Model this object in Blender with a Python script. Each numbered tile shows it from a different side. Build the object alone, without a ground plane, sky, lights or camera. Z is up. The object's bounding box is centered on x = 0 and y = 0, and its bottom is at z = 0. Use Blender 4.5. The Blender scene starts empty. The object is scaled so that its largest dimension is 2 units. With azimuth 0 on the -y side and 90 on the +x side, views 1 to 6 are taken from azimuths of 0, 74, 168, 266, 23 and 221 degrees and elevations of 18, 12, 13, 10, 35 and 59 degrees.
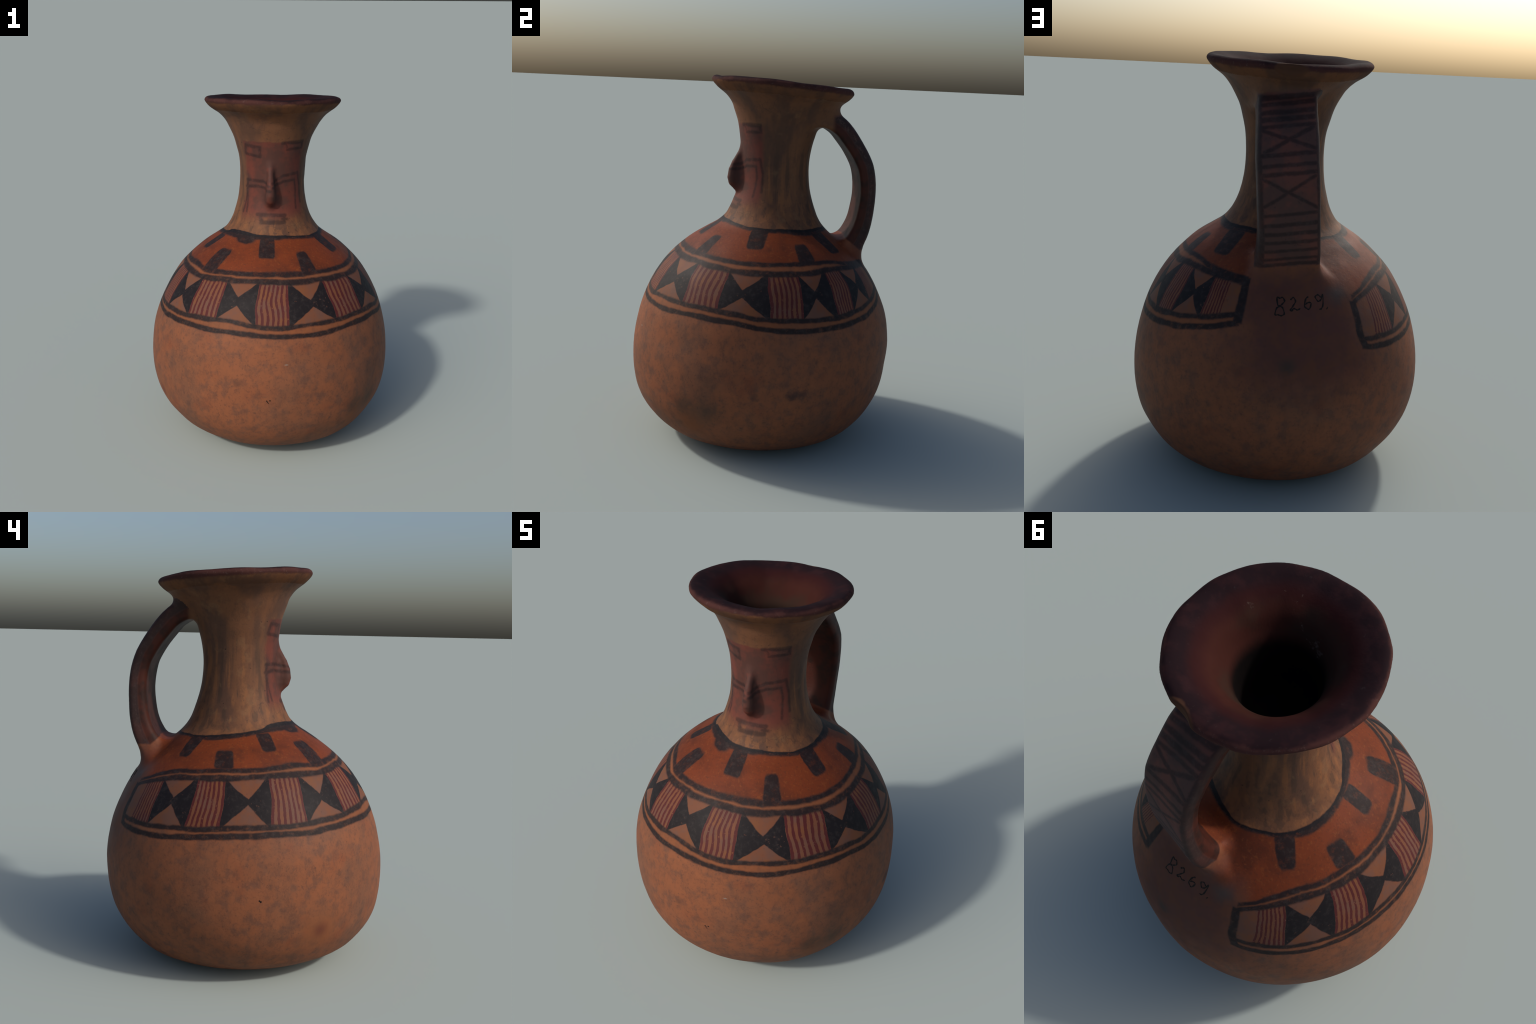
# Painted pottery jug with a face on the neck: a globular body, a flaring neck, a strap handle.
# The fired clay is modelled as one smooth implicit solid (profile of revolution + strap + nose),
# meshed once and then separated by region; the painted decoration is computed in shader nodes.
import bpy, math
import numpy as np
from mathutils import noise as mnoise, Vector

# ------------------------------------------------------------------ form: profile and spines
# rings of the hand-built vessel: height, centre x, centre y, half-width x, half-width y
RINGS = [
    (0.000, 0.022, -0.006, 0.340, 0.340), (0.004, 0.022, -0.006, 0.364, 0.363), (0.015, 0.022, -0.006, 0.410, 0.412),
    (0.035, 0.021, -0.007, 0.470, 0.486), (0.065, 0.018, -0.009, 0.532, 0.548), (0.100, 0.012, -0.014, 0.582, 0.592),
    (0.150, 0.008, -0.014, 0.624, 0.638), (0.200, 0.004, -0.014, 0.658, 0.671), (0.260, 0.003, -0.012, 0.688, 0.699),
    (0.340, 0.002, -0.009, 0.710, 0.719), (0.440, 0.002, -0.006, 0.720, 0.729), (0.540, 0.003, -0.002, 0.716, 0.728),
    (0.640, 0.003, 0.000, 0.701, 0.711), (0.740, 0.005, 0.001, 0.672, 0.685), (0.820, 0.007, 0.000, 0.639, 0.652),
    (0.900, 0.008, 0.000, 0.598, 0.610), (0.980, 0.008, 0.001, 0.545, 0.555), (1.050, 0.009, -0.001, 0.481, 0.486),
    (1.110, 0.011, -0.002, 0.414, 0.412), (1.160, 0.014, 0.005, 0.341, 0.347), (1.200, 0.015, 0.018, 0.287, 0.297),
    (1.240, 0.013, 0.027, 0.255, 0.262), (1.280, 0.011, 0.030, 0.233, 0.242), (1.330, 0.009, 0.032, 0.215, 0.223),
    (1.400, 0.009, 0.035, 0.198, 0.202), (1.480, 0.009, 0.035, 0.189, 0.191), (1.560, 0.010, 0.035, 0.188, 0.191),
    (1.640, 0.011, 0.037, 0.195, 0.199), (1.700, 0.011, 0.040, 0.210, 0.210), (1.760, 0.011, 0.043, 0.228, 0.225),
    (1.810, 0.012, 0.047, 0.253, 0.247), (1.850, 0.013, 0.054, 0.277, 0.270), (1.890, 0.012, 0.062, 0.313, 0.311),
    (1.925, 0.010, 0.064, 0.362, 0.360), (1.955, 0.010, 0.064, 0.390, 0.389),
]
# lip and bore of the neck: radius, height, from the rim tip inwards and down
LIP = [(0.392, 1.965), (0.386, 1.977), (0.372, 1.984), (0.350, 1.983), (0.318, 1.974), (0.285, 1.960), (0.252, 1.938),
       (0.222, 1.908), (0.194, 1.862), (0.167, 1.800), (0.151, 1.725), (0.142, 1.650), (0.132, 1.600), (0.106, 1.562), (0.055, 1.546), (0.000, 1.542)]
BORE_Z, BORE_R = [1.50, 1.54, 1.585, 1.65, 1.725, 1.80, 1.862, 1.908, 1.938, 1.96, 1.975], [0.13, 0.13, 0.130, 0.142, 0.151, 0.167, 0.194, 0.222, 0.252, 0.285, 0.318]
# strap handle: (outward y, height, half thickness) along its spine, at x = HX
HX, SKEW = 0.09, 0.16
SPINE = [(0.20, 1.812, 0.058), (0.30, 1.794, 0.053), (0.375, 1.748, 0.050), (0.418, 1.700, 0.050), (0.456, 1.650, 0.048),
         (0.492, 1.595, 0.047), (0.520, 1.540, 0.046), (0.537, 1.475, 0.046), (0.545, 1.400, 0.046), (0.541, 1.300, 0.049),
         (0.529, 1.220, 0.052), (0.508, 1.158, 0.056), (0.478, 1.106, 0.060), (0.430, 1.062, 0.070)]
# nose ridge: (y, z, radius) from the brow down to the base
NOSE = [(-0.146, 1.622, 0.012), (-0.168, 1.580, 0.017), (-0.190, 1.534, 0.022), (-0.201, 1.494, 0.027), (-0.202, 1.456, 0.031), (-0.196, 1.432, 0.030), (-0.178, 1.408, 0.025), (-0.164, 1.390, 0.018)]


def hermite(xs, ys, q):
    xs, ys = np.asarray(xs, float), np.asarray(ys, float)
    d = np.gradient(ys, xs)
    i = np.clip(np.searchsorted(xs, q) - 1, 0, len(xs) - 2)
    h = xs[i + 1] - xs[i]
    t = (q - xs[i]) / h
    return ((2 * t**3 - 3 * t**2 + 1) * ys[i] + (t**3 - 2 * t * t + t) * h * d[i]
            + (-2 * t**3 + 3 * t * t) * ys[i + 1] + (t**3 - t * t) * h * d[i + 1])


R = np.array(RINGS)
ZT = np.linspace(0, 1.955, 800)
CX, CY, RX, RY = [hermite(R[:, 0], R[:, k], ZT) for k in (1, 2, 3, 4)]
RM = (RX + RY) / 2
KX, KY = RX / RM, RY / RM


def catmull(pts, n):
    p = np.array(pts, float)
    s = np.concatenate([[0], np.cumsum(np.linalg.norm(np.diff(p, axis=0), axis=1))])
    q = np.linspace(0, s[-1], n)
    return np.stack([hermite(s, p[:, k], q) for k in range(p.shape[1])], -1)


outer = np.stack([RM, ZT], -1)[::4]
poly = np.concatenate([[(0.0, 0.0)], outer, catmull([tuple(outer[-1])] + LIP, 200)[1:]])
GH = 0.005
gr, gz = np.arange(0, 0.86, GH), np.arange(-0.06, 2.08, GH)


def polygon_sdf(poly):
    px, pz = np.meshgrid(gr, gz, indexing="ij")
    best = np.full(px.shape, 1e9)
    inside = np.zeros(px.shape, bool)
    for a, b in zip(poly[:-1], poly[1:]):
        d = b - a
        l = d @ d
        if l < 1e-14:
            continue
        t = np.clip(((px - a[0]) * d[0] + (pz - a[1]) * d[1]) / l, 0, 1)
        best = np.minimum(best, (px - a[0] - t * d[0])**2 + (pz - a[1] - t * d[1])**2)
        if a[1] != b[1]:
            cross = (a[1] > pz) != (b[1] > pz)
            inside ^= cross & (px < a[0] + (pz - a[1]) / (b[1] - a[1]) * d[0])
    return np.where(inside, -1, 1) * np.sqrt(best)


SDF = polygon_sdf(poly)


def sample_sdf(r, z):
    u, v = np.clip(r / GH, 0, len(gr) - 1.001), np.clip((z - gz[0]) / GH, 0, len(gz) - 1.001)
    i, j = u.astype(int), v.astype(int)
    a, b = u - i, v - j
    return (SDF[i, j] * (1 - a) + SDF[i + 1, j] * a) * (1 - b) + (SDF[i, j + 1] * (1 - a) + SDF[i + 1, j + 1] * a) * b


def smooth(t):
    t = np.clip(t, 0, 1)
    return t * t * (3 - 2 * t)


def canonical(P):
    """warped position: radius and height in the upright, round vessel"""
    x, y, z = P[..., 0], P[..., 1], P[..., 2]
    yy = y - 0.05
    z2 = z - smooth((z - 1.5) / 0.4) * (-0.065 * yy - 0.06 * yy * np.abs(yy) * (yy > 0) - 0.03 * yy * yy * (yy < 0))
    cx, cy, kx, ky = [np.interp(z2, ZT, t) for t in (CX, CY, KX, KY)]
    dx, dy = x - cx, y - cy
    # the belly is lopsided: fuller towards front-left and back-right, flatter across; a wavy, hand-turned lip
    q = 2 * dx * dy / (dx * dx + dy * dy + 1e-6)
    front = smooth(0.5 - 2 * dy)
    full = (0.017 - 0.005 * front) * smooth((z2 - 0.42) / 0.28) * smooth((1.22 - z2) / 0.15)
    flat = 0.008 * (1 - 0.8 * front) * smooth((z2 - 0.05) / 0.12) * smooth((0.86 - z2) / 0.25) - 0.009 * front * smooth((z2 - 0.6) / 0.25) * smooth((1.22 - z2) / 0.12)
    th = np.arctan2(dx, -dy)
    lip = smooth((z2 - 1.86) / 0.06)
    r = np.hypot(dx / kx, dy / ky) - np.where(q > 0, q * full, q * flat)
    r = r + lip * (0.0012 * np.sin(5 * th + 0.7) + 0.0012 * np.sin(11 * th + 2.1) + 0.0008 * np.sin(17 * th))
    z2 = z2 + lip * (0.0020 * np.sin(4 * th + 1.0) + 0.0012 * np.sin(9 * th + 0.3))
    return r, z2


def vessel_field(P):
    r, z = canonical(P)
    f = sample_sdf(r, z)
    chip = np.sqrt(((P[..., 0] - 0.105) / 1.15)**2 + (P[..., 1] - 0.518)**2 + ((P[..., 2] - 1.926) / 1.1)**2) - 0.093
    return smax(f, -chip, 0.004)


def smin(a, b, k):
    h = np.clip(0.5 + 0.5 * (b - a) / k, 0, 1)
    return b * (1 - h) + a * h - k * h * (1 - h)


def smax(a, b, k):
    return -smin(-a, -b, k)


spine = catmull(SPINE, 40)


def handle_field(P):
    w = (P[..., 0] - np.interp(P[..., 2], [1.0, 1.15, 1.35, 1.55, 1.75, 1.86], [0.070, 0.075, 0.090, 0.099, 0.084, 0.062])) * math.hypot(1, SKEW)
    y = P[..., 1] + SKEW * (P[..., 0] - HX)
    z = P[..., 2]
    best, half = np.full(w.shape, 1e9), np.zeros(w.shape)
    for a, b in zip(spine[:-1], spine[1:]):
        d = (b - a)[:2]
        t = np.clip(((y - a[0]) * d[0] + (z - a[1]) * d[1]) / (d @ d), 0, 1)
        q = (y - a[0] - t * d[0])**2 + (z - a[1] - t * d[1])**2
        m = q < best
        best = np.where(m, q, best)
        half = np.where(m, a[2] + t * (b[2] - a[2]), half)
    n = np.sqrt(best) / math.hypot(1, SKEW) * 1.02
    width = 0.133 + 0.008 * smooth((1.25 - z) / 0.2) - 0.004 * smooth((z - 1.6) / 0.2)
    rd = 0.029
    # slightly dished outer face, crisp but rounded edges
    qx, qy = np.abs(w) - width + rd, n - half + rd + 0.002 * np.cos(np.clip(w / width, -1, 1) * math.pi / 2)
    return np.hypot(np.maximum(qx, 0), np.maximum(qy, 0)) + np.minimum(np.maximum(qx, qy), 0) - rd


def nose_field(P):
    x, y, z = (P[..., 0] + 0.002) * 1.06, P[..., 1], P[..., 2]
    best = np.full(x.shape, 1e9)
    for a, b in zip(NOSE[:-1], NOSE[1:]):
        a, b = np.array(a), np.array(b)
        d = (b - a)[:2]
        t = np.clip(((y - a[0]) * d[0] + (z - a[1]) * d[1]) / (d @ d), 0, 1)
        rad = a[2] + t * (b[2] - a[2])
        for back in (0.0, 0.022, 0.045):        # filled back to the neck, widening into the cheeks
            best = np.minimum(best, np.sqrt(x**2 + (y - back - a[0] - t * d[0])**2 + (z - a[1] - t * d[1])**2) - rad - 0.06 * back)
    return best


def parts_fields(P):
    v = vessel_field(P)
    h = np.full(v.shape, 1.0)
    m = (P[..., 1] > 0.1) & (P[..., 2] > 0.92) & (P[..., 2] < 1.95) & (np.abs(P[..., 0] - HX) < 0.26)
    if m.any():
        h[m] = handle_field(P[m])
    n = np.full(v.shape, 1.0)
    m = (P[..., 1] < -0.06) & (np.abs(P[..., 2] - 1.5) < 0.2) & (np.abs(P[..., 0]) < 0.12)
    if m.any():
        n[m] = nose_field(P[m])
    return v, h, n


def bore(P):
    """distance-like value > 0 inside the wall and outside, < 0 in the mouth opening"""
    r, z = canonical(P)
    return r, z


def field(P):
    v, h, n = parts_fields(P)
    r, z = canonical(P)
    k = 0.045 + 0.060 * smooth((1.22 - P[..., 2]) / 0.12) * smooth((P[..., 1] - 0.43) / 0.07) + 0.045 * smooth((P[..., 2] - 1.76) / 0.08)
    f = np.where(h < 0.9, smin(v, h, k), v)
    f = np.where(n < 0.9, smin(f, n, 0.030), f)
    # keep the bore of the neck free of the handle's buried root
    wall = np.interp(z, BORE_Z, BORE_R) + 0.012
    return np.where((z > 1.45) & (r < wall), v, f)


# ------------------------------------------------------------------ meshing: surface nets
H = 0.008
LO = np.array([-0.80, -0.80, -0.03])
DIM = np.ceil((np.array([0.80, 0.80, 2.05]) - LO) / H).astype(int) + 1


def surface_nets():
    ax = [LO[k] + H * np.arange(DIM[k]) for k in range(3)]
    F = np.empty(tuple(DIM), np.float32)
    X, Y = np.meshgrid(ax[0], ax[1], indexing="ij")
    for k in range(DIM[2]):
        F[:, :, k] = field(np.stack([X, Y, np.full(X.shape, ax[2][k])], -1))
    S = F < 0
    n = DIM - 1
    cnt = np.zeros(tuple(n), np.int8)
    corners = [(i, j, k) for i in (0, 1) for j in (0, 1) for k in (0, 1)]
    for i, j, k in corners:
        cnt += S[i:i + n[0], j:j + n[1], k:k + n[2]]
    cells = np.argwhere((cnt > 0) & (cnt < 8))
    idx = np.full(tuple(n), -1, np.int64)
    idx[tuple(cells.T)] = np.arange(len(cells))
    pos, num = np.zeros((len(cells), 3)), np.zeros(len(cells))
    for a in corners:
        for d in range(3):
            if a[d]:
                continue
            b = list(a)
            b[d] = 1
            fa, fb = F[tuple((cells + a).T)], F[tuple((cells + b).T)]
            m = (fa < 0) != (fb < 0)
            t = np.where(m, fa / np.where(m, fa - fb, 1), 0)
            e = np.array(a, float)[None] + t[:, None] * np.eye(3)[d][None]
            pos[m] += e[m]
            num[m] += 1
    verts = LO + H * (cells + pos / num[:, None])
    quads = []
    for d in range(3):
        u, v = (d + 1) % 3, (d + 2) % 3
        sl = [slice(0, None)] * 3
        s0, s1 = [slice(1, -1)] * 3, [slice(1, -1)] * 3
        s0[d], s1[d] = slice(0, -1), slice(1, None)
        A, B = S[tuple(s0)], S[tuple(s1)]
        e = np.argwhere(A != B)
        flip = A[tuple(e.T)]
        off = np.array([1, 1, 1])
        off[d] = 0
        e = e + off
        q = []
        for du, dv in ((-1, -1), (0, -1), (0, 0), (-1, 0)):
            c = e.copy()
            c[:, u] += du
            c[:, v] += dv
            q.append(idx[tuple(c.T)])
        q = np.stack(q, -1)
        q[~flip] = q[~flip][:, ::-1]
        quads.append(q)
    return verts, np.concatenate(quads)


def vertex_normals(V, Q):
    fn = np.cross(V[Q[:, 2]] - V[Q[:, 0]], V[Q[:, 3]] - V[Q[:, 1]])
    N = np.zeros_like(V)
    for k in range(4):
        np.add.at(N, Q[:, k], fn)
    return N / np.maximum(np.linalg.norm(N, axis=1), 1e-12)[:, None]


def relax(V, Q, steps, lam):
    e = np.concatenate([Q[:, [0, 1]], Q[:, [1, 2]], Q[:, [2, 3]], Q[:, [3, 0]]])
    deg = np.bincount(e.ravel(), minlength=len(V))[:, None]
    for _ in range(steps):
        acc = np.zeros_like(V)
        for k in range(3):
            acc[:, k] = np.bincount(e[:, 0], V[e[:, 1], k], len(V)) + np.bincount(e[:, 1], V[e[:, 0], k], len(V))
        V = V + lam * (acc / deg - V)
    return V


V, Q = surface_nets()
for step in range(3):                      # settle the net onto the surface, evenly spaced
    V = relax(V, Q, 2, 0.5)
    N = vertex_normals(V, Q)
    f0 = field(V)
    f1 = field(V + N * 0.002)
    g = np.clip((f1 - f0) / 0.002, 0.3, 1.5)
    V = V - N * np.clip(f0 / g, -0.004, 0.004)[:, None]
V = relax(V, Q, 1, 0.4)
N = vertex_normals(V, Q)
# hand-built unevenness: slow swells, finger marks, fine burnish facets
mnoise.seed_set(7)
amp = np.empty(len(V))
for i, p in enumerate(V):
    q = Vector(p)
    amp[i] = 0.0022 * mnoise.noise(q * 3.1) + 0.0011 * mnoise.noise(q * 8.0 + Vector((9, 2, 5))) + 0.00035 * mnoise.noise(q * 34.0)
near_ground = smooth(V[:, 2] / 0.03)
V = V + N * (amp * near_ground)[:, None]
V[:, 2] -= V[:, 2].min()
V[:, 2] *= 2.0 / V[:, 2].max()
N = vertex_normals(V, Q)

# ------------------------------------------------------------------ decoration measurements
DEG = math.pi / 180
# painted lines: height along the azimuth (0 = front, + towards +x)
UPPER_OUTER = [(-158, 0.940), (-149.5, 0.972), (-142, 0.994), (-131, 1.015), (-117, 1.026), (-105, 1.034), (-94, 1.036), (-82, 1.043), (-69, 1.053),
               (-56, 1.053), (-45, 1.053), (-38, 1.057), (-27, 1.064), (-16, 1.068), (3, 1.071), (12, 1.070), (34, 1.067), (45, 1.063), (57, 1.058),
               (68, 1.056), (93, 1.059), (107, 1.060), (119, 1.056), (129, 1.042), (139, 1.028), (154, 1.015)]
UPPER_INNER = [(-158, 0.918), (-146, 0.958), (-135, 0.981), (-125.6, 0.993), (-104.5, 1.002), (-94, 1.007), (-83, 1.016), (-71, 1.020), (-52, 1.019),
               (-41, 1.025), (-30, 1.033), (-20, 1.037), (-9, 1.040), (8.5, 1.037), (29, 1.036), (39, 1.030), (50, 1.025), (58, 1.020), (100, 1.019),
               (113, 1.026), (125, 1.024), (140, 1.013), (154, 1.000)]
LOWER_INNER = [(-158, 0.772), (-149, 0.768), (-140, 0.764), (-131, 0.771), (-113, 0.783), (-96, 0.797), (-79, 0.803), (-70, 0.805), (-59, 0.816), (-49, 0.825),
               (-39, 0.835), (-31, 0.843), (-23, 0.850), (-15, 0.845), (-9, 0.835), (3, 0.829), (17, 0.837), (41, 0.840), (51, 0.837), (61, 0.831), (69, 0.820),
               (78, 0.813), (94, 0.805), (104, 0.807), (112, 0.811), (120, 0.820), (130, 0.834), (140, 0.853), (155, 0.885)]
LOWER_OUTER = [(-158, 0.748), (-154, 0.737), (-147, 0.730), (-137, 0.727), (-128, 0.731), (-118, 0.743), (-109, 0.753), (-93, 0.764), (-77, 0.771), (-67, 0.770),
               (-56, 0.781), (-46, 0.790), (-32, 0.792), (-20, 0.796), (-8, 0.792), (0, 0.789), (21, 0.786), (35, 0.795), (45, 0.797), (60, 0.791), (67, 0.781),
               (75, 0.771), (83, 0.762), (91, 0.757), (100, 0.760), (110, 0.767), (122, 0.778), (132, 0.795), (141, 0.815), (157, 0.857)]
NECK_LINE_TOP = [(-180, 1.172), (-165, 1.168), (-146, 1.168), (-127, 1.176), (-111, 1.184), (-94, 1.195), (-76, 1.209), (-61, 1.231), (-40, 1.237), (-17, 1.230),
                 (3, 1.230), (21, 1.226), (41, 1.219), (60, 1.211), (98, 1.207), (120, 1.202), (145, 1.200), (180, 1.172)]
NECK_LINE_LOW = [(-180, 1.158), (-155, 1.156), (-135, 1.153), (-117, 1.158), (-104, 1.168), (-89, 1.180), (-67, 1.194), (-45, 1.198), (-28, 1.205), (-15, 1.206), (5, 1.209),
                 (20, 1.210), (40, 1.205), (55, 1.197), (70, 1.193), (90, 1.188), (110, 1.178), (125, 1.176), (146, 1.178), (180, 1.158)]
# striped panels: azimuth of left and right edge; the dark hourglasses fill the gaps
PANELS = [(-150, -138.5), (-118.5, -103), (-80.5, -65), (-45, -28), (-7.3, 9.7), (34, 53.8), (76.8, 93), (110.5, 121.2), (137, 145.8)]
# brushed tabs on the shoulder: azimuth left/right at the top, left/right at the bottom, heights
TABS = [(-12.5, 5, -9.8, 3.2, 1.215, 1.134), (23.5, 32.8, 22.2, 33, 1.152, 1.070), (59.4, 77, 60.5, 72, 1.200, 1.120), (-51.5, -38, -51.5, -40.5, 1.148, 1.050),
        (-83.4, -69, -80.5, -71, 1.190, 1.116), (97.6, 107, 96.8, 107.5, 1.140, 1.060), (121.7, 138, 126, 136, 1.180, 1.088), (-146, -132, -140.7, -133, 1.160, 1.075),
        (-113.7, -101.9, -110.6, -100, 1.117, 1.040)]
# face: strokes in (azimuth about the neck, height), half width
FACE = [((-47, 1.723), (-21, 1.717), .009), ((-21, 1.717), (-22, 1.662), .009), ((-22, 1.662), (-50, 1.675), .009), ((-50, 1.675), (-47, 1.723), .009),
        ((15, 1.742), (49, 1.748), .010), ((49, 1.748), (50, 1.712), .008), ((50, 1.712), (23, 1.706), .008), ((23, 1.706), (20, 1.735), .005),
        ((-50, 1.522), (-17, 1.523), .009), ((-17, 1.523), (-5, 1.508), .007), ((-50, 1.482), (-25, 1.492), .009), ((-25, 1.492), (-4, 1.480), .008),
        ((-48, 1.520), (-48, 1.440), .009), ((-48, 1.440), (-50, 1.335), .007), ((-46, 1.430), (-43, 1.340), .006),
        ((0, 1.522), (19, 1.554), .008), ((19, 1.554), (48, 1.566), .009), ((48, 1.566), (54, 1.490), .008), ((54, 1.490), (54, 1.389), .007),
        ((1, 1.498), (18, 1.519), .008), ((18, 1.519), (41, 1.526), .008), ((41, 1.526), (44, 1.460), .007), ((44, 1.460), (41, 1.363), .006),
        ((-23, 1.336), (19, 1.332), .010), ((19, 1.332), (17, 1.296), .009), ((17, 1.296), (-15, 1.294), .011), ((-15, 1.294), (-18, 1.334), .010), ((15, 1.315), (22, 1.311), .008)]
# handle: heights of the cross strokes at x = HX with half widths, then the two crosses (x, z)
RUNGS = [(1.808, .012), (1.780, .009), (1.747, .010), (1.718, .011), (1.688, .008), (1.575, .009), (1.532, .008), (1.497, .009), (1.327, .007), (1.283, .009),
         (1.243, .009), (1.204, .008), (1.166, .007), (1.128, .007), (1.100, .009)]
CROSSES = [((.210, 1.664), (-.025, 1.602), .008), ((.198, 1.577), (-.012, 1.690), .008), ((.212, 1.470), (-.035, 1.354), .007), ((.200, 1.352), (-.008, 1.494), .007)]
# inked number on the back: strokes in (azimuth, height)
INK = [[(168.8, 0.922), (167.7, 0.932), (167.5, 0.944), (168.7, 0.951), (170.3, 0.950), (170.7, 0.943), (169.8, 0.930), (168.4, 0.918), (167.3, 0.907), (167.0, 0.895), (168.3, 0.888), (170.0, 0.887), (170.7, 0.895), (170.2, 0.910), (168.8, 0.922)],
       [(173.2, .946), (174.0, .953), (174.9, .954), (175.4, .944), (174.4, .925), (173.2, .906), (173.6, .904), (174.4, .913), (176.2, .909), (177.4, .915)],
       [(181.2, .960), (179.8, .946), (179.2, .927), (180.1, .915), (181.7, .919), (182.2, .932), (180.9, .937), (179.4, .928)],
       [(187.1, .955), (185.6, .965), (184.4, .956), (185.2, .943), (186.9, .947), (188.1, .960), (187.7, .936), (186.7, .914), (185.5, .910)],
       [(189.0, .914), (189.3, .912)]]


# ------------------------------------------------------------------ shader expressions
class Ex:
    """a node socket with arithmetic"""
    tree = None

    def __init__(self, s):
        self.s = s

    @staticmethod
    def plug(inp, val):
        if isinstance(val, Ex):
            Ex.tree.links.new(val.s, inp)
        else:
            inp.default_value = val

    @staticmethod
    def math(op, *args, clamp=False):
        n = Ex.tree.nodes.new("ShaderNodeMath")
        n.operation, n.use_clamp = op, clamp
        for k, a in enumerate(args):
            Ex.plug(n.inputs[k], a)
        return Ex(n.outputs[0])

    def __add__(a, b): return Ex.math("ADD", a, b)
    __radd__ = __add__
    def __sub__(a, b): return Ex.math("SUBTRACT", a, b)
    def __rsub__(a, b): return Ex.math("SUBTRACT", b, a)
    def __mul__(a, b): return Ex.math("MULTIPLY", a, b)
    __rmul__ = __mul__
    def __truediv__(a, b): return Ex.math("DIVIDE", a, b)


def mn(a, b): return Ex.math("MINIMUM", a, b)
def mx(a, b): return Ex.math("MAXIMUM", a, b)
def ab(a): return Ex.math("ABSOLUTE", a)
def inv(a): return Ex.math("SUBTRACT", 1.0, a)


def ramp(v, lo, hi, kind="SMOOTHSTEP"):
    """0 at lo, 1 at hi"""
    n = Ex.tree.nodes.new("ShaderNodeMapRange")
    n.interpolation_type = kind
    flip = lo > hi
    Ex.plug(n.inputs["Value"], v)
    n.inputs["From Min"].default_value, n.inputs["From Max"].default_value = (hi, lo) if flip else (lo, hi)
    n.inputs["To Min"].default_value, n.inputs["To Max"].default_value = (1, 0) if flip else (0, 1)
    return Ex(n.outputs[0])


def under(d, soft=0.003):
    """1 where the signed distance d is negative"""
    return ramp(d, soft, -soft)


def vec(op, a, b=None, out=0, scale=None):
    n = Ex.tree.nodes.new("ShaderNodeVectorMath")
    n.operation = op
    Ex.plug(n.inputs[0], a)
    if b is not None:
        Ex.plug(n.inputs[1], b)
    if scale is not None:
        Ex.plug(n.inputs["Scale"], scale)
    return Ex(n.outputs[out])


def combine(x, y, z=0.0):
    n = Ex.tree.nodes.new("ShaderNodeCombineXYZ")
    for k, v in enumerate((x, y, z)):
        Ex.plug(n.inputs[k], v)
    return Ex(n.outputs[0])


def split(v):
    n = Ex.tree.nodes.new("ShaderNodeSeparateXYZ")
    Ex.plug(n.inputs[0], v)
    return [Ex(o) for o in n.outputs]


def noise(p, scale, detail=3.0, rough=0.55, color=False, stretch=None, shift=0.0):
    if stretch or shift:
        m = Ex.tree.nodes.new("ShaderNodeMapping")
        Ex.plug(m.inputs["Vector"], p)
        m.inputs["Scale"].default_value = stretch or (1, 1, 1)
        m.inputs["Location"].default_value = (shift, shift * 1.7, -shift)
        p = Ex(m.outputs[0])
    n = Ex.tree.nodes.new("ShaderNodeTexNoise")
    Ex.plug(n.inputs["Vector"], p)
    n.inputs["Scale"].default_value, n.inputs["Detail"].default_value, n.inputs["Roughness"].default_value = scale, detail, rough
    return Ex(n.outputs["Color" if color else "Fac"])


def voronoi(p, scale, feature="F1", out="Distance", stretch=None):
    if stretch:
        p = vec("MULTIPLY", p, stretch)
    n = Ex.tree.nodes.new("ShaderNodeTexVoronoi")
    n.feature = feature
    Ex.plug(n.inputs["Vector"], p)
    n.inputs["Scale"].default_value = scale
    return Ex(n.outputs[out])


def curve(v, pts, lo, hi, vlo, vhi, straight=False):
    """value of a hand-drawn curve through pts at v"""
    n = Ex.tree.nodes.new("ShaderNodeFloatCurve")
    c = n.mapping.curves[0]
    q = [((a - lo) / (hi - lo), (b - vlo) / (vhi - vlo)) for a, b in pts]
    c.points[0].location, c.points[1].location = q[0], q[-1]
    for a in q[1:-1]:
        c.points.new(*a)
    for p in c.points:
        p.handle_type = "VECTOR" if straight else "AUTO"
    n.mapping.extend = "HORIZONTAL"
    n.mapping.update()
    Ex.plug(n.inputs["Value"], (v - lo) / (hi - lo))
    return Ex(n.outputs[0]) * (vhi - vlo) + vlo


def mix(a, b, f):
    n = Ex.tree.nodes.new("ShaderNodeMix")
    n.data_type = "RGBA"
    Ex.plug(n.inputs[0], f)
    for k, v in ((6, a), (7, b)):
        if isinstance(v, Ex):
            Ex.plug(n.inputs[k], v)
        else:
            n.inputs[k].default_value = (*[GAIN * q for q in v], 1)
    return Ex(n.outputs[2])


def stroke(p, a, b, hw):
    """signed distance of p to a brush stroke from a to b"""
    d = (b[0] - a[0], b[1] - a[1], 0.0)
    l = d[0]**2 + d[1]**2
    pa = vec("SUBTRACT", p, (a[0], a[1], 0.0))
    t = Ex.math("MULTIPLY", vec("DOT_PRODUCT", pa, d, out=1), 1 / l, clamp=True)
    return vec("LENGTH", vec("SUBTRACT", pa, vec("SCALE", d, scale=t)), out=1) - hw


def spot(p, c, r):
    """distance to the point c (metres) minus r"""
    return vec("LENGTH", vec("SUBTRACT", p, tuple(c)), out=1) - r


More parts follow.
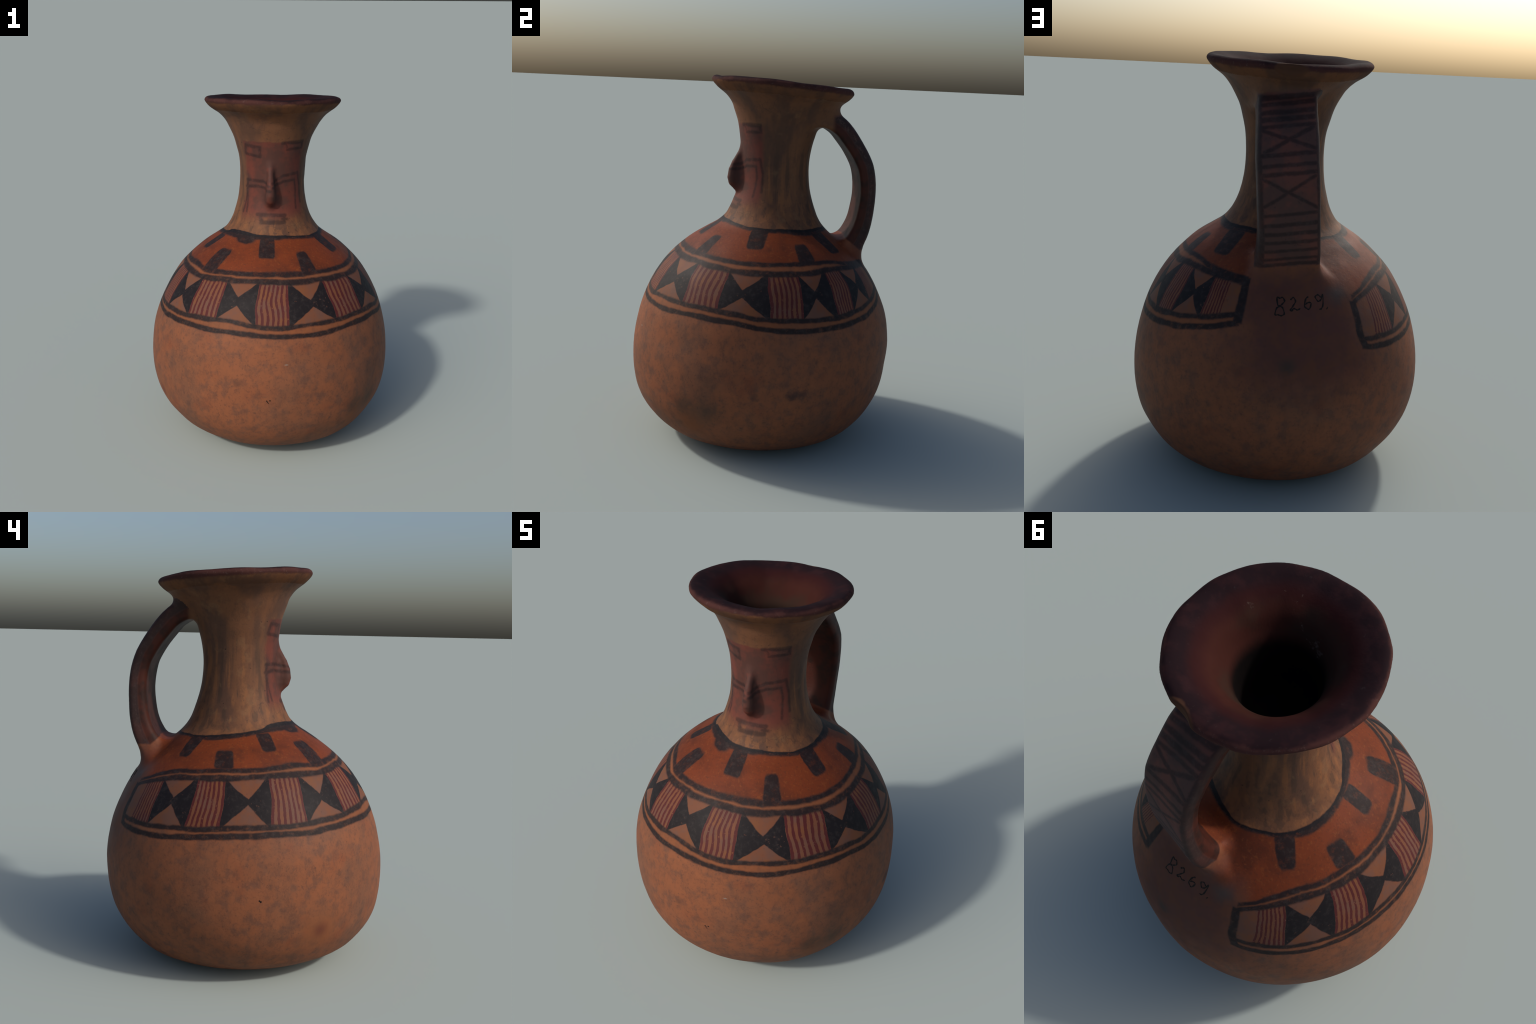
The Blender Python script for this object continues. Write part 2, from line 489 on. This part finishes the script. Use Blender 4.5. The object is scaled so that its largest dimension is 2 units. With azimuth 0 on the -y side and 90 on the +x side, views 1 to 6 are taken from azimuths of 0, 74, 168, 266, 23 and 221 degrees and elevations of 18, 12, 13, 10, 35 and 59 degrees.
def at(az, z):
    """surface point of the body at azimuth and height"""
    rx, ry, cx, cy = [np.interp(z, ZT, t) for t in (RX, RY, CX, CY)]
    s, c = math.sin(az * DEG), -math.cos(az * DEG)
    k = 0.0
    lo, hi = 0.0, 1.2
    for _ in range(40):
        k = (lo + hi) / 2
        if ((k * s - cx) / rx)**2 + ((k * c - cy) / ry)**2 < 1:
            lo = k
        else:
            hi = k
    return (k * s, k * c, z)


# pigments and clays (linear base colours, before the overall tone)
GAIN = 0.58
CLAY, CLAY_GREY, CLAY_RED = (0.350, 0.124, 0.058), (0.262, 0.112, 0.064), (0.300, 0.088, 0.040)
SLIP_ORANGE, SLIP_BROWN = (0.235, 0.050, 0.016), (0.115, 0.030, 0.015)
NECK_TAN, NECK_OCHRE, NECK_GREY = (0.225, 0.098, 0.050), (0.320, 0.132, 0.056), (0.128, 0.066, 0.045)
INKY, INKY_WORN = (0.018, 0.014, 0.016), (0.050, 0.040, 0.039)
MAROON, FACE_RED = (0.098, 0.016, 0.018), (0.190, 0.052, 0.038)
MAUVE = (0.130, 0.050, 0.040)
RIM_DARK, RIM_RED, FUNNEL = (0.024, 0.012, 0.015), (0.046, 0.013, 0.013), (0.066, 0.020, 0.015)
STRAP = (0.195, 0.070, 0.052)


class Canvas:
    """shared coordinates and grain of one material"""

    def __init__(self, name):
        self.mat = bpy.data.materials.new(name)
        self.mat.use_nodes = True
        t = self.mat.node_tree
        t.nodes.clear()
        Ex.tree = t
        self.t = t
        c = t.nodes.new("ShaderNodeTexCoord")
        self.p = Ex(c.outputs["Object"])
        w1 = vec("SUBTRACT", noise(self.p, 9.0, 2.0, color=True), (0.5, 0.5, 0.5))
        w2 = vec("SUBTRACT", noise(self.p, 48.0, 3.0, color=True), (0.5, 0.5, 0.5))
        # brush wobble
        self.q = vec("ADD", vec("ADD", self.p, vec("SCALE", w1, scale=0.013)), vec("SCALE", w2, scale=0.0055))
        self.x, self.y, self.z = split(self.q)
        self.px, self.py, self.pz = split(self.p)
        self.az = Ex.math("ARCTAN2", self.x, self.y * -1.0) * (1 / DEG)
        self.big = noise(self.p, 3.2, 4.0)
        self.mid = noise(self.p, 13.0, 5.0, 0.6, shift=3.0)
        self.fine = noise(self.p, 70.0, 4.0, 0.7)
        self.hair = noise(self.p, 24.0, 5.0, 0.74, stretch=(1, 1, 0.7), shift=8.0)

    def body_clay(self):
        c = mix(CLAY, CLAY_GREY, ramp(self.big, 0.46, 0.72))
        c = mix(c, (0.150, 0.082, 0.062), ramp(noise(self.p, 17.0, 4.0, 0.6, shift=37.0), 0.46, 0.68) * 0.55)
        c = mix(c, CLAY_RED, ramp(noise(self.p, 5.0, 3.0, shift=5.0), 0.55, 0.75) * 0.6)
        c = mix(c, (0.130, 0.066, 0.048), ramp(self.hair, 0.42, 0.78) * 0.60)
        c = mix(c, (0.420, 0.150, 0.066), ramp(self.mid, 0.54, 0.70) * 0.35)
        return mix(c, (0.085, 0.046, 0.036), ramp(self.fine, 0.50, 0.74) * 0.42)

    def back_patch(self, c):
        # dull plum-brown slip behind, under the handle
        a = ab(Ex.math("ARCTAN2", self.px, self.py) * (1 / DEG))          # degrees from the back
        m = ramp(a + (self.big - 0.5) * 40.0, 44.0, 12.0) * ramp(self.pz + (self.mid - 0.5) * 0.16 + (self.big - 0.5) * 0.25, 0.44, 0.72) * ramp(self.pz, 1.16, 1.02)
        return mix(c, mix(MAUVE, (0.155, 0.058, 0.036), ramp(self.mid, 0.40, 0.65)), m * 0.9)

    def shoulder(self):
        c = mix(SLIP_ORANGE, SLIP_BROWN, ramp(self.big + (self.mid - 0.5) * 0.5, 0.46, 0.72) * 0.75)
        c = mix(c, (0.090, 0.032, 0.020), ramp(noise(self.p, 90.0, 4.0, 0.65), 0.50, 0.70) * 0.45)
        return mix(c, (0.330, 0.098, 0.026), ramp(noise(self.p, 60.0, 3.0, 0.6, shift=2.0), 0.54, 0.70) * 0.40)

    def shoulder_mask(self):
        # shoulder slip everywhere but on the strip behind and below the handle
        a = ab(Ex.math("ARCTAN2", self.px, self.py) * (1 / DEG) - 8.0) + (self.mid - 0.5) * 8.0
        rho = vec("LENGTH", combine(self.px, self.py), out=1)
        return mx(ramp(a, 13.0, 24.0), ramp(rho + (self.mid - 0.5) * 0.03, 0.475, 0.435))

    def slip_edge(self):
        return ramp(self.pz + (self.mid - 0.5) * 0.06, 0.955, 1.065)

    def off_vessel(self):
        """metres that a point of the handle stands off the body and neck"""
        rho = vec("LENGTH", combine(self.px - 0.01, self.py - 0.02), out=1)
        return rho - curve(self.pz, [(r[0], (r[3] + r[4]) / 2) for r in RINGS if 0.95 < r[0] < 1.93], 0.98, 1.925, 0, 1)

    def neck_clay(self):
        streak = noise(self.p, 27.0, 2.0, 0.5, stretch=(1, 1, 0.075), shift=1.0)
        broad = noise(self.p, 7.0, 3.0, 0.55, stretch=(1, 1, 0.30), shift=4.0)
        c = mix(NECK_TAN, NECK_GREY, ramp(broad, 0.44, 0.62) * 0.85)
        low = ramp(self.pz, 1.72, 1.52)
        c = mix(c, NECK_OCHRE, ramp(streak, 0.52, 0.66) * (low * 0.65 + 0.10))
        c = mix(c, (0.085, 0.052, 0.036), ramp(streak, 0.44, 0.34) * (low * 0.5 + 0.05))
        c = mix(c, (0.300, 0.165, 0.085), ramp(self.mid, 0.56, 0.70) * 0.35)
        c = mix(c, (0.085, 0.050, 0.038), ramp(self.hair, 0.46, 0.70) * 0.40)
        return mix(c, (0.060, 0.040, 0.030), ramp(self.fine, 0.56, 0.74) * 0.45)

    def dark_paint(self, c, m, worn=0.35):
        tint = mix(INKY, INKY_WORN, ramp(noise(self.p, 36.0, 5.0, 0.7, shift=6.0), 0.46, 0.72) * worn)
        return mix(c, tint, m)

    def neck_line(self):
        top = curve(self.az, NECK_LINE_TOP, -180, 180, 1.1, 1.3)
        low = curve(self.az, NECK_LINE_LOW, -180, 180, 1.1, 1.3)
        return mx(self.z - top, low - self.z)

    def finish(self, color, rough=0.62, bump=0.25, grain=90.0, spec=0.14):
        t = self.t
        b = t.nodes.new("ShaderNodeBsdfPrincipled")
        o = t.nodes.new("ShaderNodeOutputMaterial")
        Ex.plug(b.inputs["Base Color"], color)
        Ex.plug(b.inputs["Roughness"], self.mid * 0.2 + (rough - 0.1))
        b.inputs["Specular IOR Level"].default_value = spec
        n = t.nodes.new("ShaderNodeBump")
        n.inputs["Strength"].default_value = bump
        n.inputs["Distance"].default_value = 0.004
        Ex.plug(n.inputs["Height"], noise(self.p, grain, 5.0, 0.6) * 0.6 + self.mid * 0.8)
        t.links.new(n.outputs[0], b.inputs["Normal"])
        t.links.new(b.outputs[0], o.inputs[0])
        return self.mat


def body_material():
    k = Canvas("painted_body_clay")
    az, z = k.az, k.z
    c = k.back_patch(k.body_clay())
    c = mix(c, (0.200, 0.056, 0.030), ramp(k.pz + (k.mid - 0.5) * 0.03, 0.075, 0.045) * 0.75)   # reddish-brown band around the base
    # firing clouds, scorches, stains and knocks on the lower body
    def stain(c, az_, z_, r0, r1, col, amt, wob=0.06):
        d = spot(k.p, at(az_, z_), 0.0) + (k.mid - 0.5) * wob + (k.big - 0.5) * wob
        return mix(c, col, ramp(d, r1, r0) * amt)
    c = stain(c, 52, 0.312, 0.00, 0.13, (0.090, 0.066, 0.046), 0.6, 0.14)
    c = stain(c, 43, 0.322, 0.00, 0.10, (0.090, 0.066, 0.046), 0.6, 0.14)
    c = stain(c, 44, 0.205, 0.02, 0.12, (0.300, 0.100, 0.036), 0.70)
    c = stain(c, -62, 0.302, 0.02, 0.16, (0.330, 0.120, 0.052), 0.8)
    c = stain(c, -62, 0.305, 0.00, 0.065, (0.170, 0.052, 0.036), 0.75, 0.02)
    c = stain(c, 89, 0.433, -0.02, 0.040, (0.085, 0.046, 0.040), 0.8, 0.16)
    c = stain(c, 92, 0.445, -0.02, 0.030, (0.085, 0.046, 0.040), 0.7, 0.16)
    c = stain(c, 72, 0.421, -0.02, 0.024, (0.085, 0.052, 0.044), 0.6, 0.10)
    c = stain(c, 172, 0.684, 0.00, 0.060, (0.060, 0.050, 0.040), 0.7, 0.04)
    c = stain(c, -165, 0.965, 0.00, 0.085, (0.095, 0.080, 0.072), 0.7, 0.07)
    c = stain(c, -14, 0.535, 0.00, 0.035, (0.110, 0.060, 0.046), 0.6, 0.04)
    c = stain(c, -112, 0.389, 0.00, 0.030, (0.110, 0.078, 0.056), 0.6, 0.03)
    for a_, z_, r_ in ((-1.2, 0.443, .0042), (-0.9, 0.436, .0042), (0.2, 0.444, .0045), (-0.6, 0.428, .003), (-87.3, 0.476, .004), (-86.8, 0.472, .0045)):
        c = mix(c, (0.012, 0.008, 0.007), under(spot(k.q, at(a_, z_), r_), 0.0015))
    c = mix(c, (0.38, 0.33, 0.28), under(spot(vec("MULTIPLY", vec("SUBTRACT", k.q, at(7, .643)), (.35, .35, 1)), (0, 0, 0), .003), .002) * 0.6)
    # band curves
    lines = {}
    uo = curve(az, UPPER_OUTER, -160, 160, 0.7, 1.1)
    ui = curve(az, UPPER_INNER, -160, 160, 0.7, 1.1)
    li = curve(az, LOWER_INNER, -160, 160, 0.7, 1.1)
    lo = curve(az, LOWER_OUTER, -160, 160, 0.7, 1.1)
    inside = ab(az + 2.0)                                  # the band stops short of the back on both sides
    ends = inside - 155.5
    # shoulder slip above the band
    e = ramp(ab(az), 150.0, 159.0)
    sh = (ramp(z - uo, -0.012, -0.002) * inv(e) + k.slip_edge() * e) * k.shoulder_mask()
    c = mix(c, k.shoulder(), sh)
    c = mix(c, (0.300, 0.092, 0.030), ramp(z, 0.74, 0.78) * under(mx(lo - z, z - uo), 0.004) * under(ends, 1.0) * 0.45)
    # panel field
    v = (z - li - 0.009) / (ui - li - 0.019)
    knots, n = [], len(PANELS)
    for i, (a, b) in enumerate(PANELS):
        knots += [(a, 2.0 * i + 2), (b, 2.0 * i + 3)]
    knots = [(-160, 1.35)] + knots + [(160, 2.0 * n + 3.0)]
    az_tilt = az + (noise(k.p, 4.0, 1.0, shift=9.0) - 0.5) * 5.0
    u = curve(az_tilt, knots, -160, 160, 0, 22, straight=True)
    cell = Ex.math("FLOOR", u)
    f = Ex.math("FRACT", u)
    odd = Ex.math("MODULO", cell, 2.0)                      # 0: stripes, 1: hourglass
    rnd = Ex.tree.nodes.new("ShaderNodeTexWhiteNoise")
    rnd.noise_dimensions = "1D"
    Ex.plug(rnd.inputs["W"], cell)
    r1, r2, r3 = split(Ex(rnd.outputs["Color"]))
    field_ = under(mx(mx(li - z, z - ui), ends + 1.0), 0.003)
    tan = mix((0.240, 0.088, 0.045), (0.190, 0.094, 0.070), ramp(k.mid + (k.big - 0.5) * 0.5, 0.40, 0.62) * 0.8)
    tan = mix(tan, (0.270, 0.098, 0.036), ramp(noise(k.p, 10.0, 3.0, shift=11.0), 0.52, 0.66) * 0.5)
    tan = mix(tan, (0.090, 0.048, 0.036), ramp(k.fine, 0.58, 0.72) * 0.35)
    c = mix(c, tan, field_)
    # maroon stripes, seven to a panel, brushed unevenly
    sway = (noise(k.p, 16.0, 2.0, stretch=(1, 1, .35), shift=13.0) - 0.5) * 0.9
    ph = f * 6.5 + sway * 0.07
    stripe = ramp(ab(Ex.math("FRACT", ph) - 0.25) + (k.fine - 0.5) * 0.12 + (noise(k.p, 20.0, 3.0, shift=35.0) - 0.5) * 0.42, 0.275, 0.215)
    skip = ramp(noise(k.p, 55.0, 4.0, 0.7, shift=15.0), 0.33, 0.40)
    st = stripe * skip * inv(odd) * field_ * under(ab(v - 0.5) - 0.505, 0.01) * ramp(u, 1.9, 2.0) * ramp(u, 19.05, 18.95)
    c = mix(c, mix(MAROON, (0.130, 0.028, 0.028), k.mid), st * 0.95)
    # hourglass: dark field with a light triangle hanging and one standing
    off = (f - 0.5) + (r1 - 0.5) * 0.10
    apex_t, apex_b = 0.60 + (r2 - 0.5) * 0.10, 0.44 + (r3 - 0.5) * 0.08
    top = ab(off) - 0.42 * (v - apex_t) / (1.0 - apex_t)
    bot = ab(off) - 0.44 * (apex_b - v) / apex_b
    light = mx(under(top, 0.02), under(bot, 0.02))
    flaked = ramp(noise(k.p, 58.0, 6.0, 0.75, shift=17.0) + (k.mid - 0.5) * 0.45, 0.63, 0.70)
    hg = field_ * odd * inv(light) * ramp(u, 2.98, 3.02) * ramp(u, 18.02, 17.98)
    c = k.dark_paint(c, hg * inv(flaked * 0.75), 0.7)
    # the four lines, the end bars and the tabs
    press = (noise(k.p, 7.0, 2.0, shift=31.0) - 0.5) * 0.012
    d = ab(z - uo) - 0.0095
    d = mn(d, ab(z - ui) - 0.0114)
    d = mn(d, ab(z - li) - 0.0107)
    d = mn(d, ab(z - lo) - 0.0123)
    d = mx(d - press, ends * 0.01)
    bar_r = mx(ab(az - 152.8) * 0.0105 - 0.019, mx(lo - 0.004 - z, z - uo - 0.006))
    bar_l = mx(ab(az + 157.6 - (0.80 - z) * 35.0 * ramp(z, 0.82, 0.72)) * 0.0105 - 0.017, mx(lo - 0.006 - z, z - ui - 0.008))
    d = mn(d, mn(bar_r, bar_l))
    for lt, rt, lb, rb, zt, zb in TABS:
        h = (zt - z) / (zt - zb)
        lft = h * (lb - lt) + lt
        rgt = h * (rb - rt) + rt
        mid_ = (lft + rgt) * 0.5
        da = (ab(az - mid_) - (rgt - lft) * 0.5) * (0.43 * DEG) - 0.003
        dz = ab(z - (zt + zb) / 2) - (zt - zb) / 2
        a1, a2 = mx(da + 0.016, 0.0), mx(dz + 0.016, 0.0)
        d = mn(d, Ex.math("SQRT", a1 * a1 + a2 * a2) - 0.016)
    d = mn(d, k.neck_line())
    # smeared second strokes under the neck line at the front
    sa, sz = (az + 33.0) / 14.0, (z - 1.203) / 0.020
    d = mn(d, (Ex.math("SQRT", sa * sa + sz * sz) - 1.0) * 0.020)
    c = mix(c, (0.085, 0.040, 0.026), under(d - 0.003, 0.005) * 0.40)
    wear = ramp(noise(k.p, 30.0, 5.0, 0.72, shift=33.0), 0.50, 0.72)
    c = k.dark_paint(c, under(d + (k.fine - 0.5) * 0.006, 0.0045) * inv(wear * 0.5) * 0.93, 0.9)
    k.finish(c, 0.60, 0.22)
    return k.mat


def neck_material():
    k = Canvas("neck_clay_with_face")
    c = k.neck_clay()
    nx_, ny_ = k.x - 0.010, k.y - 0.035
    az = Ex.math("ARCTAN2", nx_, ny_ * -1.0) * (1 / DEG)
    # red face slip
    edge = ab(az - 1.0) * 0.0034 - 0.178
    m = under(edge + (k.mid - 0.5) * 0.03, 0.016) * ramp(k.z + (k.mid - 0.5) * 0.03, 1.755, 1.742) * ramp(k.z + (k.big - 0.5) * 0.10, 1.27, 1.36)
    red = mix(FACE_RED, (0.105, 0.045, 0.038), ramp(k.big + (k.mid - 0.5) * 0.6, 0.44, 0.64))
    red = mix(red, (0.070, 0.036, 0.030), ramp(k.fine, 0.56, 0.74) * 0.4)
    c = mix(c, red, m * 0.92)
    sx = az * (0.195 * DEG)
    p2 = combine(sx, k.z)
    d = None
    for a, b, hw in FACE:
        e = stroke(p2, (a[0] * 0.195 * DEG, a[1]), (b[0] * 0.195 * DEG, b[1]), hw)
        d = e if d is None else mn(d, e)
    thin = inv(ramp(noise(k.p, 40.0, 5.0, 0.7, shift=19.0), 0.52, 0.72) * 0.55)
    c = k.dark_paint(c, under(d + (k.fine - 0.5) * 0.006, 0.006) * thin * 0.60, 1.0)
    # hairline spalls low and high on the neck
    cr = voronoi(vec("ADD", k.p, vec("SCALE", noise(k.p, 14.0, 2.0, color=True), scale=0.06)), 13.0, "DISTANCE_TO_EDGE")
    where = mx(ramp(ab(k.pz - 1.285) + (k.big - 0.5) * 0.2, 0.06, 0.02), ramp(ab(k.pz - 1.84) + (k.big - 0.5) * 0.2, 0.07, 0.02)) * ramp(k.py, 0.0, -0.06)
    c = mix(c, (0.045, 0.030, 0.024), ramp(cr, 0.016, 0.004) * where * 0.4)
    # pits
    pit = voronoi(k.p, 16.0)
    c = mix(c, (0.030, 0.020, 0.017), ramp(pit, 0.075, 0.045) * ramp(noise(k.p, 6.0, 2.0, shift=21.0), 0.50, 0.60) * 0.8)
    # where the handle's dark outline laps onto the neck, and the line at its foot
    c = k.dark_paint(c, under(k.neck_line(), 0.0025), 0.45)
    k.finish(c, 0.62, 0.28)
    return k.mat


def rim_material():
    k = Canvas("rim_dark_slip")
    r = vec("LENGTH", combine(k.px - 0.010, k.py - 0.060), out=1) + (k.mid - 0.5) * 0.035 + (k.big - 0.5) * 0.04
    zc = k.pz + (k.py - 0.05) * 0.075
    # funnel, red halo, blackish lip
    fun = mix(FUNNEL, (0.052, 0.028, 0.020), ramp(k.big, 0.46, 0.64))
    fun = mix(fun, (0.007, 0.005, 0.005), ramp(zc + (k.mid - 0.5) * 0.02, 1.835, 1.765))  # throat colour darkened to near-black, painting in the shadow of the deep hollow
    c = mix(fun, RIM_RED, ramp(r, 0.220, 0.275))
    lipc = mix(RIM_DARK, (0.045, 0.018, 0.020), ramp(k.mid, 0.45, 0.65) * 0.8)
    lipc = mix(lipc, (0.070, 0.050, 0.050), ramp(noise(k.p, 38.0, 5.0, 0.7, shift=23.0), 0.60, 0.72) * 0.45)
    c = mix(c, lipc, ramp(r, 0.265, 0.320))
    # worn plum edge of the lip
    outer_edge = ramp(r, 0.372, 0.392) * ramp(zc, 1.985, 1.970)
    c = mix(c, mix((0.110, 0.044, 0.038), (0.170, 0.100, 0.085), ramp(k.fine, 0.55, 0.72)), outer_edge * 0.85)
    # below the lip the neck's clay shows
    below = mx(ramp(zc + (k.mid - 0.5) * 0.022 + (k.fine - 0.5) * 0.012, 1.951, 1.939) * ramp(r - curve(zc, [(1.40, .13), (1.585, .163), (1.65, .170), (1.725, .180), (1.80, .196), (1.862, .226), (1.908, .262), (1.938, .310), (1.96, .36)], 1.4, 2.0, 0, 1), 0.0, 0.010), 0.0)
    below = below * ramp(zc, 1.82, 1.87)
    c = mix(c, k.neck_clay(), below)
    # broken chip at the back: bare clay
    chip = spot(vec("MULTIPLY", vec("SUBTRACT", k.q, (0.105, 0.515, 1.928)), (0.87, 1.0, 0.91)), (0, 0, 0), 0.099)
    c = mix(c, (0.125, 0.058, 0.034), under(chip + (k.mid - 0.5) * 0.02, 0.006) * 0.9)
    # lime crust inside the funnel
    crust = None
    for px_, py_, pz_, rr in ((0.135, -0.165, 1.905, .050), (0.060, -0.150, 1.860, .036), (-0.030, -0.140, 1.830, .030), (0.255, -0.020, 1.930, .026), (-0.155, -0.040, 1.855, .034)):
        e = spot(k.p, (px_, py_, pz_), rr)
        crust = e if crust is None else mn(crust, e)
    fl = under(crust + (noise(k.p, 17.0, 5.0, 0.65, shift=25.0) - 0.40) * 0.30, 0.008) * ramp(noise(k.p, 46.0, 3.0, 0.6), 0.34, 0.60)
    c = mix(c, (0.200, 0.145, 0.120), fl * 0.5)
    k.finish(c, 0.82, 0.30, spec=0.05)
    return k.mat


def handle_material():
    k = Canvas("handle_painted_strap")
    x, y, z = k.x, k.y, k.z
    mid_y = curve(z, sorted([(s[1], s[0]) for s in SPINE]), 1.0, 1.85, 0.1, 0.7)
    out = k.py + (k.px - HX) * SKEW - mid_y                   # metres outwards of the spine
    slope = curve(z, [(1.04, 0.8), (1.15, 0.93), (1.3, 1.0), (1.45, 1.0), (1.6, 0.85), (1.7, 0.72), (1.8, 0.30), (1.85, 0.2)], 1.0, 1.85, 0, 1.2)
    out = out * slope
    base = mix(STRAP, (0.125, 0.062, 0.052), ramp(k.big + (k.mid - 0.5) * 0.6, 0.44, 0.62))
    base = mix(base, (0.150, 0.090, 0.076), ramp(noise(k.p, 30.0, 5.0, 0.7, shift=27.0), 0.60, 0.74) * 0.35)
    base = mix(base, (0.034, 0.020, 0.018), ramp(k.fine, 0.56, 0.72) * 0.4)
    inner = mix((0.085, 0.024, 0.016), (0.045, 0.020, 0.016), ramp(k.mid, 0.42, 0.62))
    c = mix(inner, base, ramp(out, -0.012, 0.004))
    # dark outline over both edges of the strap
    w = x - curve(z, [(1.0, 0.070), (1.15, 0.075), (1.35, 0.090), (1.55, 0.099), (1.75, 0.084), (1.86, 0.062)], 1.0, 1.86, 0, 0.2)
    edge = 0.113 - ab(w)
    d = mx(edge, -0.004 - out)
    for zc, hw in RUNGS:
        d = mn(d, mx(mx(ab(z - zc + w * 0.13) - hw, ab(w) - 0.125), 0.018 - out))
    p2 = combine(x, z)
    for a, b, hw in CROSSES:
        d = mn(d, mx(stroke(p2, a, b, hw), 0.022 - out))
    d = mx(d, z - 1.822 + w * 0.13)
    thin = inv(ramp(noise(k.p, 44.0, 5.0, 0.7, shift=29.0), 0.52, 0.74) * 0.45)
    sm = spot(vec("MULTIPLY", k.p, (1, .4, 1)), (0.09, 0.45 * .4, 1.735), 0.03)
    c = mix(c, (0.045, 0.032, 0.030), ramp(sm + (k.mid - .5) * .08, 0.07, -0.01) * 0.6)
    c = k.dark_paint(c, under(d + (k.fine - 0.5) * 0.006, 0.005) * thin * 0.68, 1.0)
    # dust-worn arris
    arris = ramp(ab(edge + 0.012) + ab(out - 0.010) * 0.8, 0.012, 0.003) * ramp(k.fine, 0.50, 0.62)
    c = mix(c, (0.170, 0.110, 0.095), arris * 0.45)
    # upper root shows neck clay, lower root shows shoulder slip and back slip
    c = mix(c, k.neck_clay(), mx(ramp(z + w * 0.13 + (k.mid - 0.5) * 0.02, 1.824, 1.838), ramp(k.py + (k.mid - 0.5) * 0.03, 0.315, 0.285) * ramp(z, 1.50, 1.56)))
    root = k.back_patch(k.body_clay())
    root = mix(root, k.shoulder(), k.shoulder_mask() * k.slip_edge())
    off = k.off_vessel()
    c = mix(c, root, mx(ramp(z + w * 0.10 + (k.mid - 0.5) * 0.02, 1.096, 1.082), ramp(off * 0.72 + (k.mid - 0.5) * 0.012, 0.048, 0.034) * ramp(k.pz, 1.40, 1.30)))
    c = mix(c, k.neck_clay(), ramp(off + (k.mid - 0.5) * 0.016, 0.050, 0.034) * ramp(k.pz, 1.45, 1.55))
    k.finish(c, 0.58, 0.25)
    return k.mat


def ink_material():
    k = Canvas("ink")
    k.finish(mix((0.012, 0.010, 0.010), (0.022, 0.016, 0.014), k.mid), 0.6, 0.05)
    return k.mat


# ------------------------------------------------------------------ separate the clay into its parts
root = bpy.data.objects.new("painted_jug", None)
bpy.context.scene.collection.objects.link(root)
root["label"] = "round painted pottery jug with face on neck and strap handle"
root["category"] = "pottery jug"

FC = V[Q].mean(1)
fv, fh, fn_ = parts_fields(FC)
rr, zz = canonical(FC)
wall_mid = np.interp(zz, BORE_Z, BORE_R) + np.interp(zz, [1.5, 1.9, 1.96, 1.97], [0.020, 0.024, 0.06, 0.3])
is_in = (rr < wall_mid) & (zz > 1.47)
line_mid = np.interp(np.degrees(np.arctan2(FC[:, 0], -FC[:, 1])), *zip(*[(a, (b + c_) / 2) for (a, b), c_ in
                     zip(NECK_LINE_TOP, np.interp([p[0] for p in NECK_LINE_TOP], *zip(*NECK_LINE_LOW)))]))
label = np.where(FC[:, 2] > line_mid, 1, 0)
label = np.where(zz > 1.905, 2, label)
label = np.where((fh < fv) & (FC[:, 2] < 1.93) & ~is_in & (zz < 1.905), 3, label)
label = np.where((fn_ < fv) & ~is_in, 4, label)
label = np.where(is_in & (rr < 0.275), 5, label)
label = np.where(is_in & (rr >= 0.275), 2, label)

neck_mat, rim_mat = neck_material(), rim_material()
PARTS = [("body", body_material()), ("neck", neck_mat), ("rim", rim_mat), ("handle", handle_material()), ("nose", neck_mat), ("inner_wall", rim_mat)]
for i, (name, mat) in enumerate(PARTS):
    q = Q[label == i]
    used, inverse = np.unique(q, return_inverse=True)
    me = bpy.data.meshes.new(name)
    me.from_pydata(V[used].tolist(), [], inverse.reshape(q.shape).tolist())
    me.polygons.foreach_set("use_smooth", [True] * len(me.polygons))
    me.normals_split_custom_set_from_vertices(N[used].tolist())
    me.materials.append(mat)
    ob = bpy.data.objects.new(name, me)
    bpy.context.scene.collection.objects.link(ob)
    ob.parent = root

# ------------------------------------------------------------------ inked number: thin strokes lying on the clay
zscale = V[:, 2].max() / 2.0
verts_back = V[(V[:, 1] > 0.3) & (V[:, 2] > 0.8) & (V[:, 2] < 1.05)]
norm_back = N[(V[:, 1] > 0.3) & (V[:, 2] > 0.8) & (V[:, 2] < 1.05)]
ink = ink_material()


def on_back(az, z):
    p = np.array(at(az, z))
    for _ in range(3):
        d = np.linalg.norm(verts_back - p, axis=1)
        o = np.argsort(d)[:6]
        wgt = 1 / (d[o] + 1e-4)
        n = (norm_back[o] * wgt[:, None]).sum(0) / wgt.sum()
        h = (((verts_back[o] - p) @ n) * wgt).sum() / wgt.sum()
        p = p + n * h
    return p, n / np.linalg.norm(n)


for strokes in INK:
    path = catmull(strokes, 8 * len(strokes))
    pts = [on_back(*a) for a in path]
    vs, fs, M = [], [], 8
    for i, (p, n) in enumerate(pts):
        t = pts[min(i + 1, len(pts) - 1)][0] - pts[max(i - 1, 0)][0]
        t /= np.linalg.norm(t)
        s = np.cross(t, n)
        end = min(i, len(pts) - 1 - i)
        hw = 0.0036 * (0.85 + 0.25 * math.sin(i * 0.7)) * (0.55 if end == 0 else 0.9 if end == 1 else 1.0)
        if len(strokes) == 2:
            hw = 0.0064
        for j in range(M):
            a = 2 * math.pi * j / M
            vs.append(p + s * math.cos(a) * hw + n * math.sin(a) * 0.0013)
    for i in range(len(pts) - 1):
        for j in range(M):
            fs.append((i * M + j, i * M + (j + 1) % M, (i + 1) * M + (j + 1) % M, (i + 1) * M + j))
    fs += [tuple(range(M))[::-1], tuple(range((len(pts) - 1) * M, len(pts) * M))]
    me = bpy.data.meshes.new("inked_digit" if len(strokes) > 2 else "inked_dot")
    me.from_pydata([v.tolist() for v in vs], [], fs)
    me.polygons.foreach_set("use_smooth", [True] * len(me.polygons))
    me.materials.append(ink)
    ob = bpy.data.objects.new(me.name, me)
    bpy.context.scene.collection.objects.link(ob)
    ob.parent = root
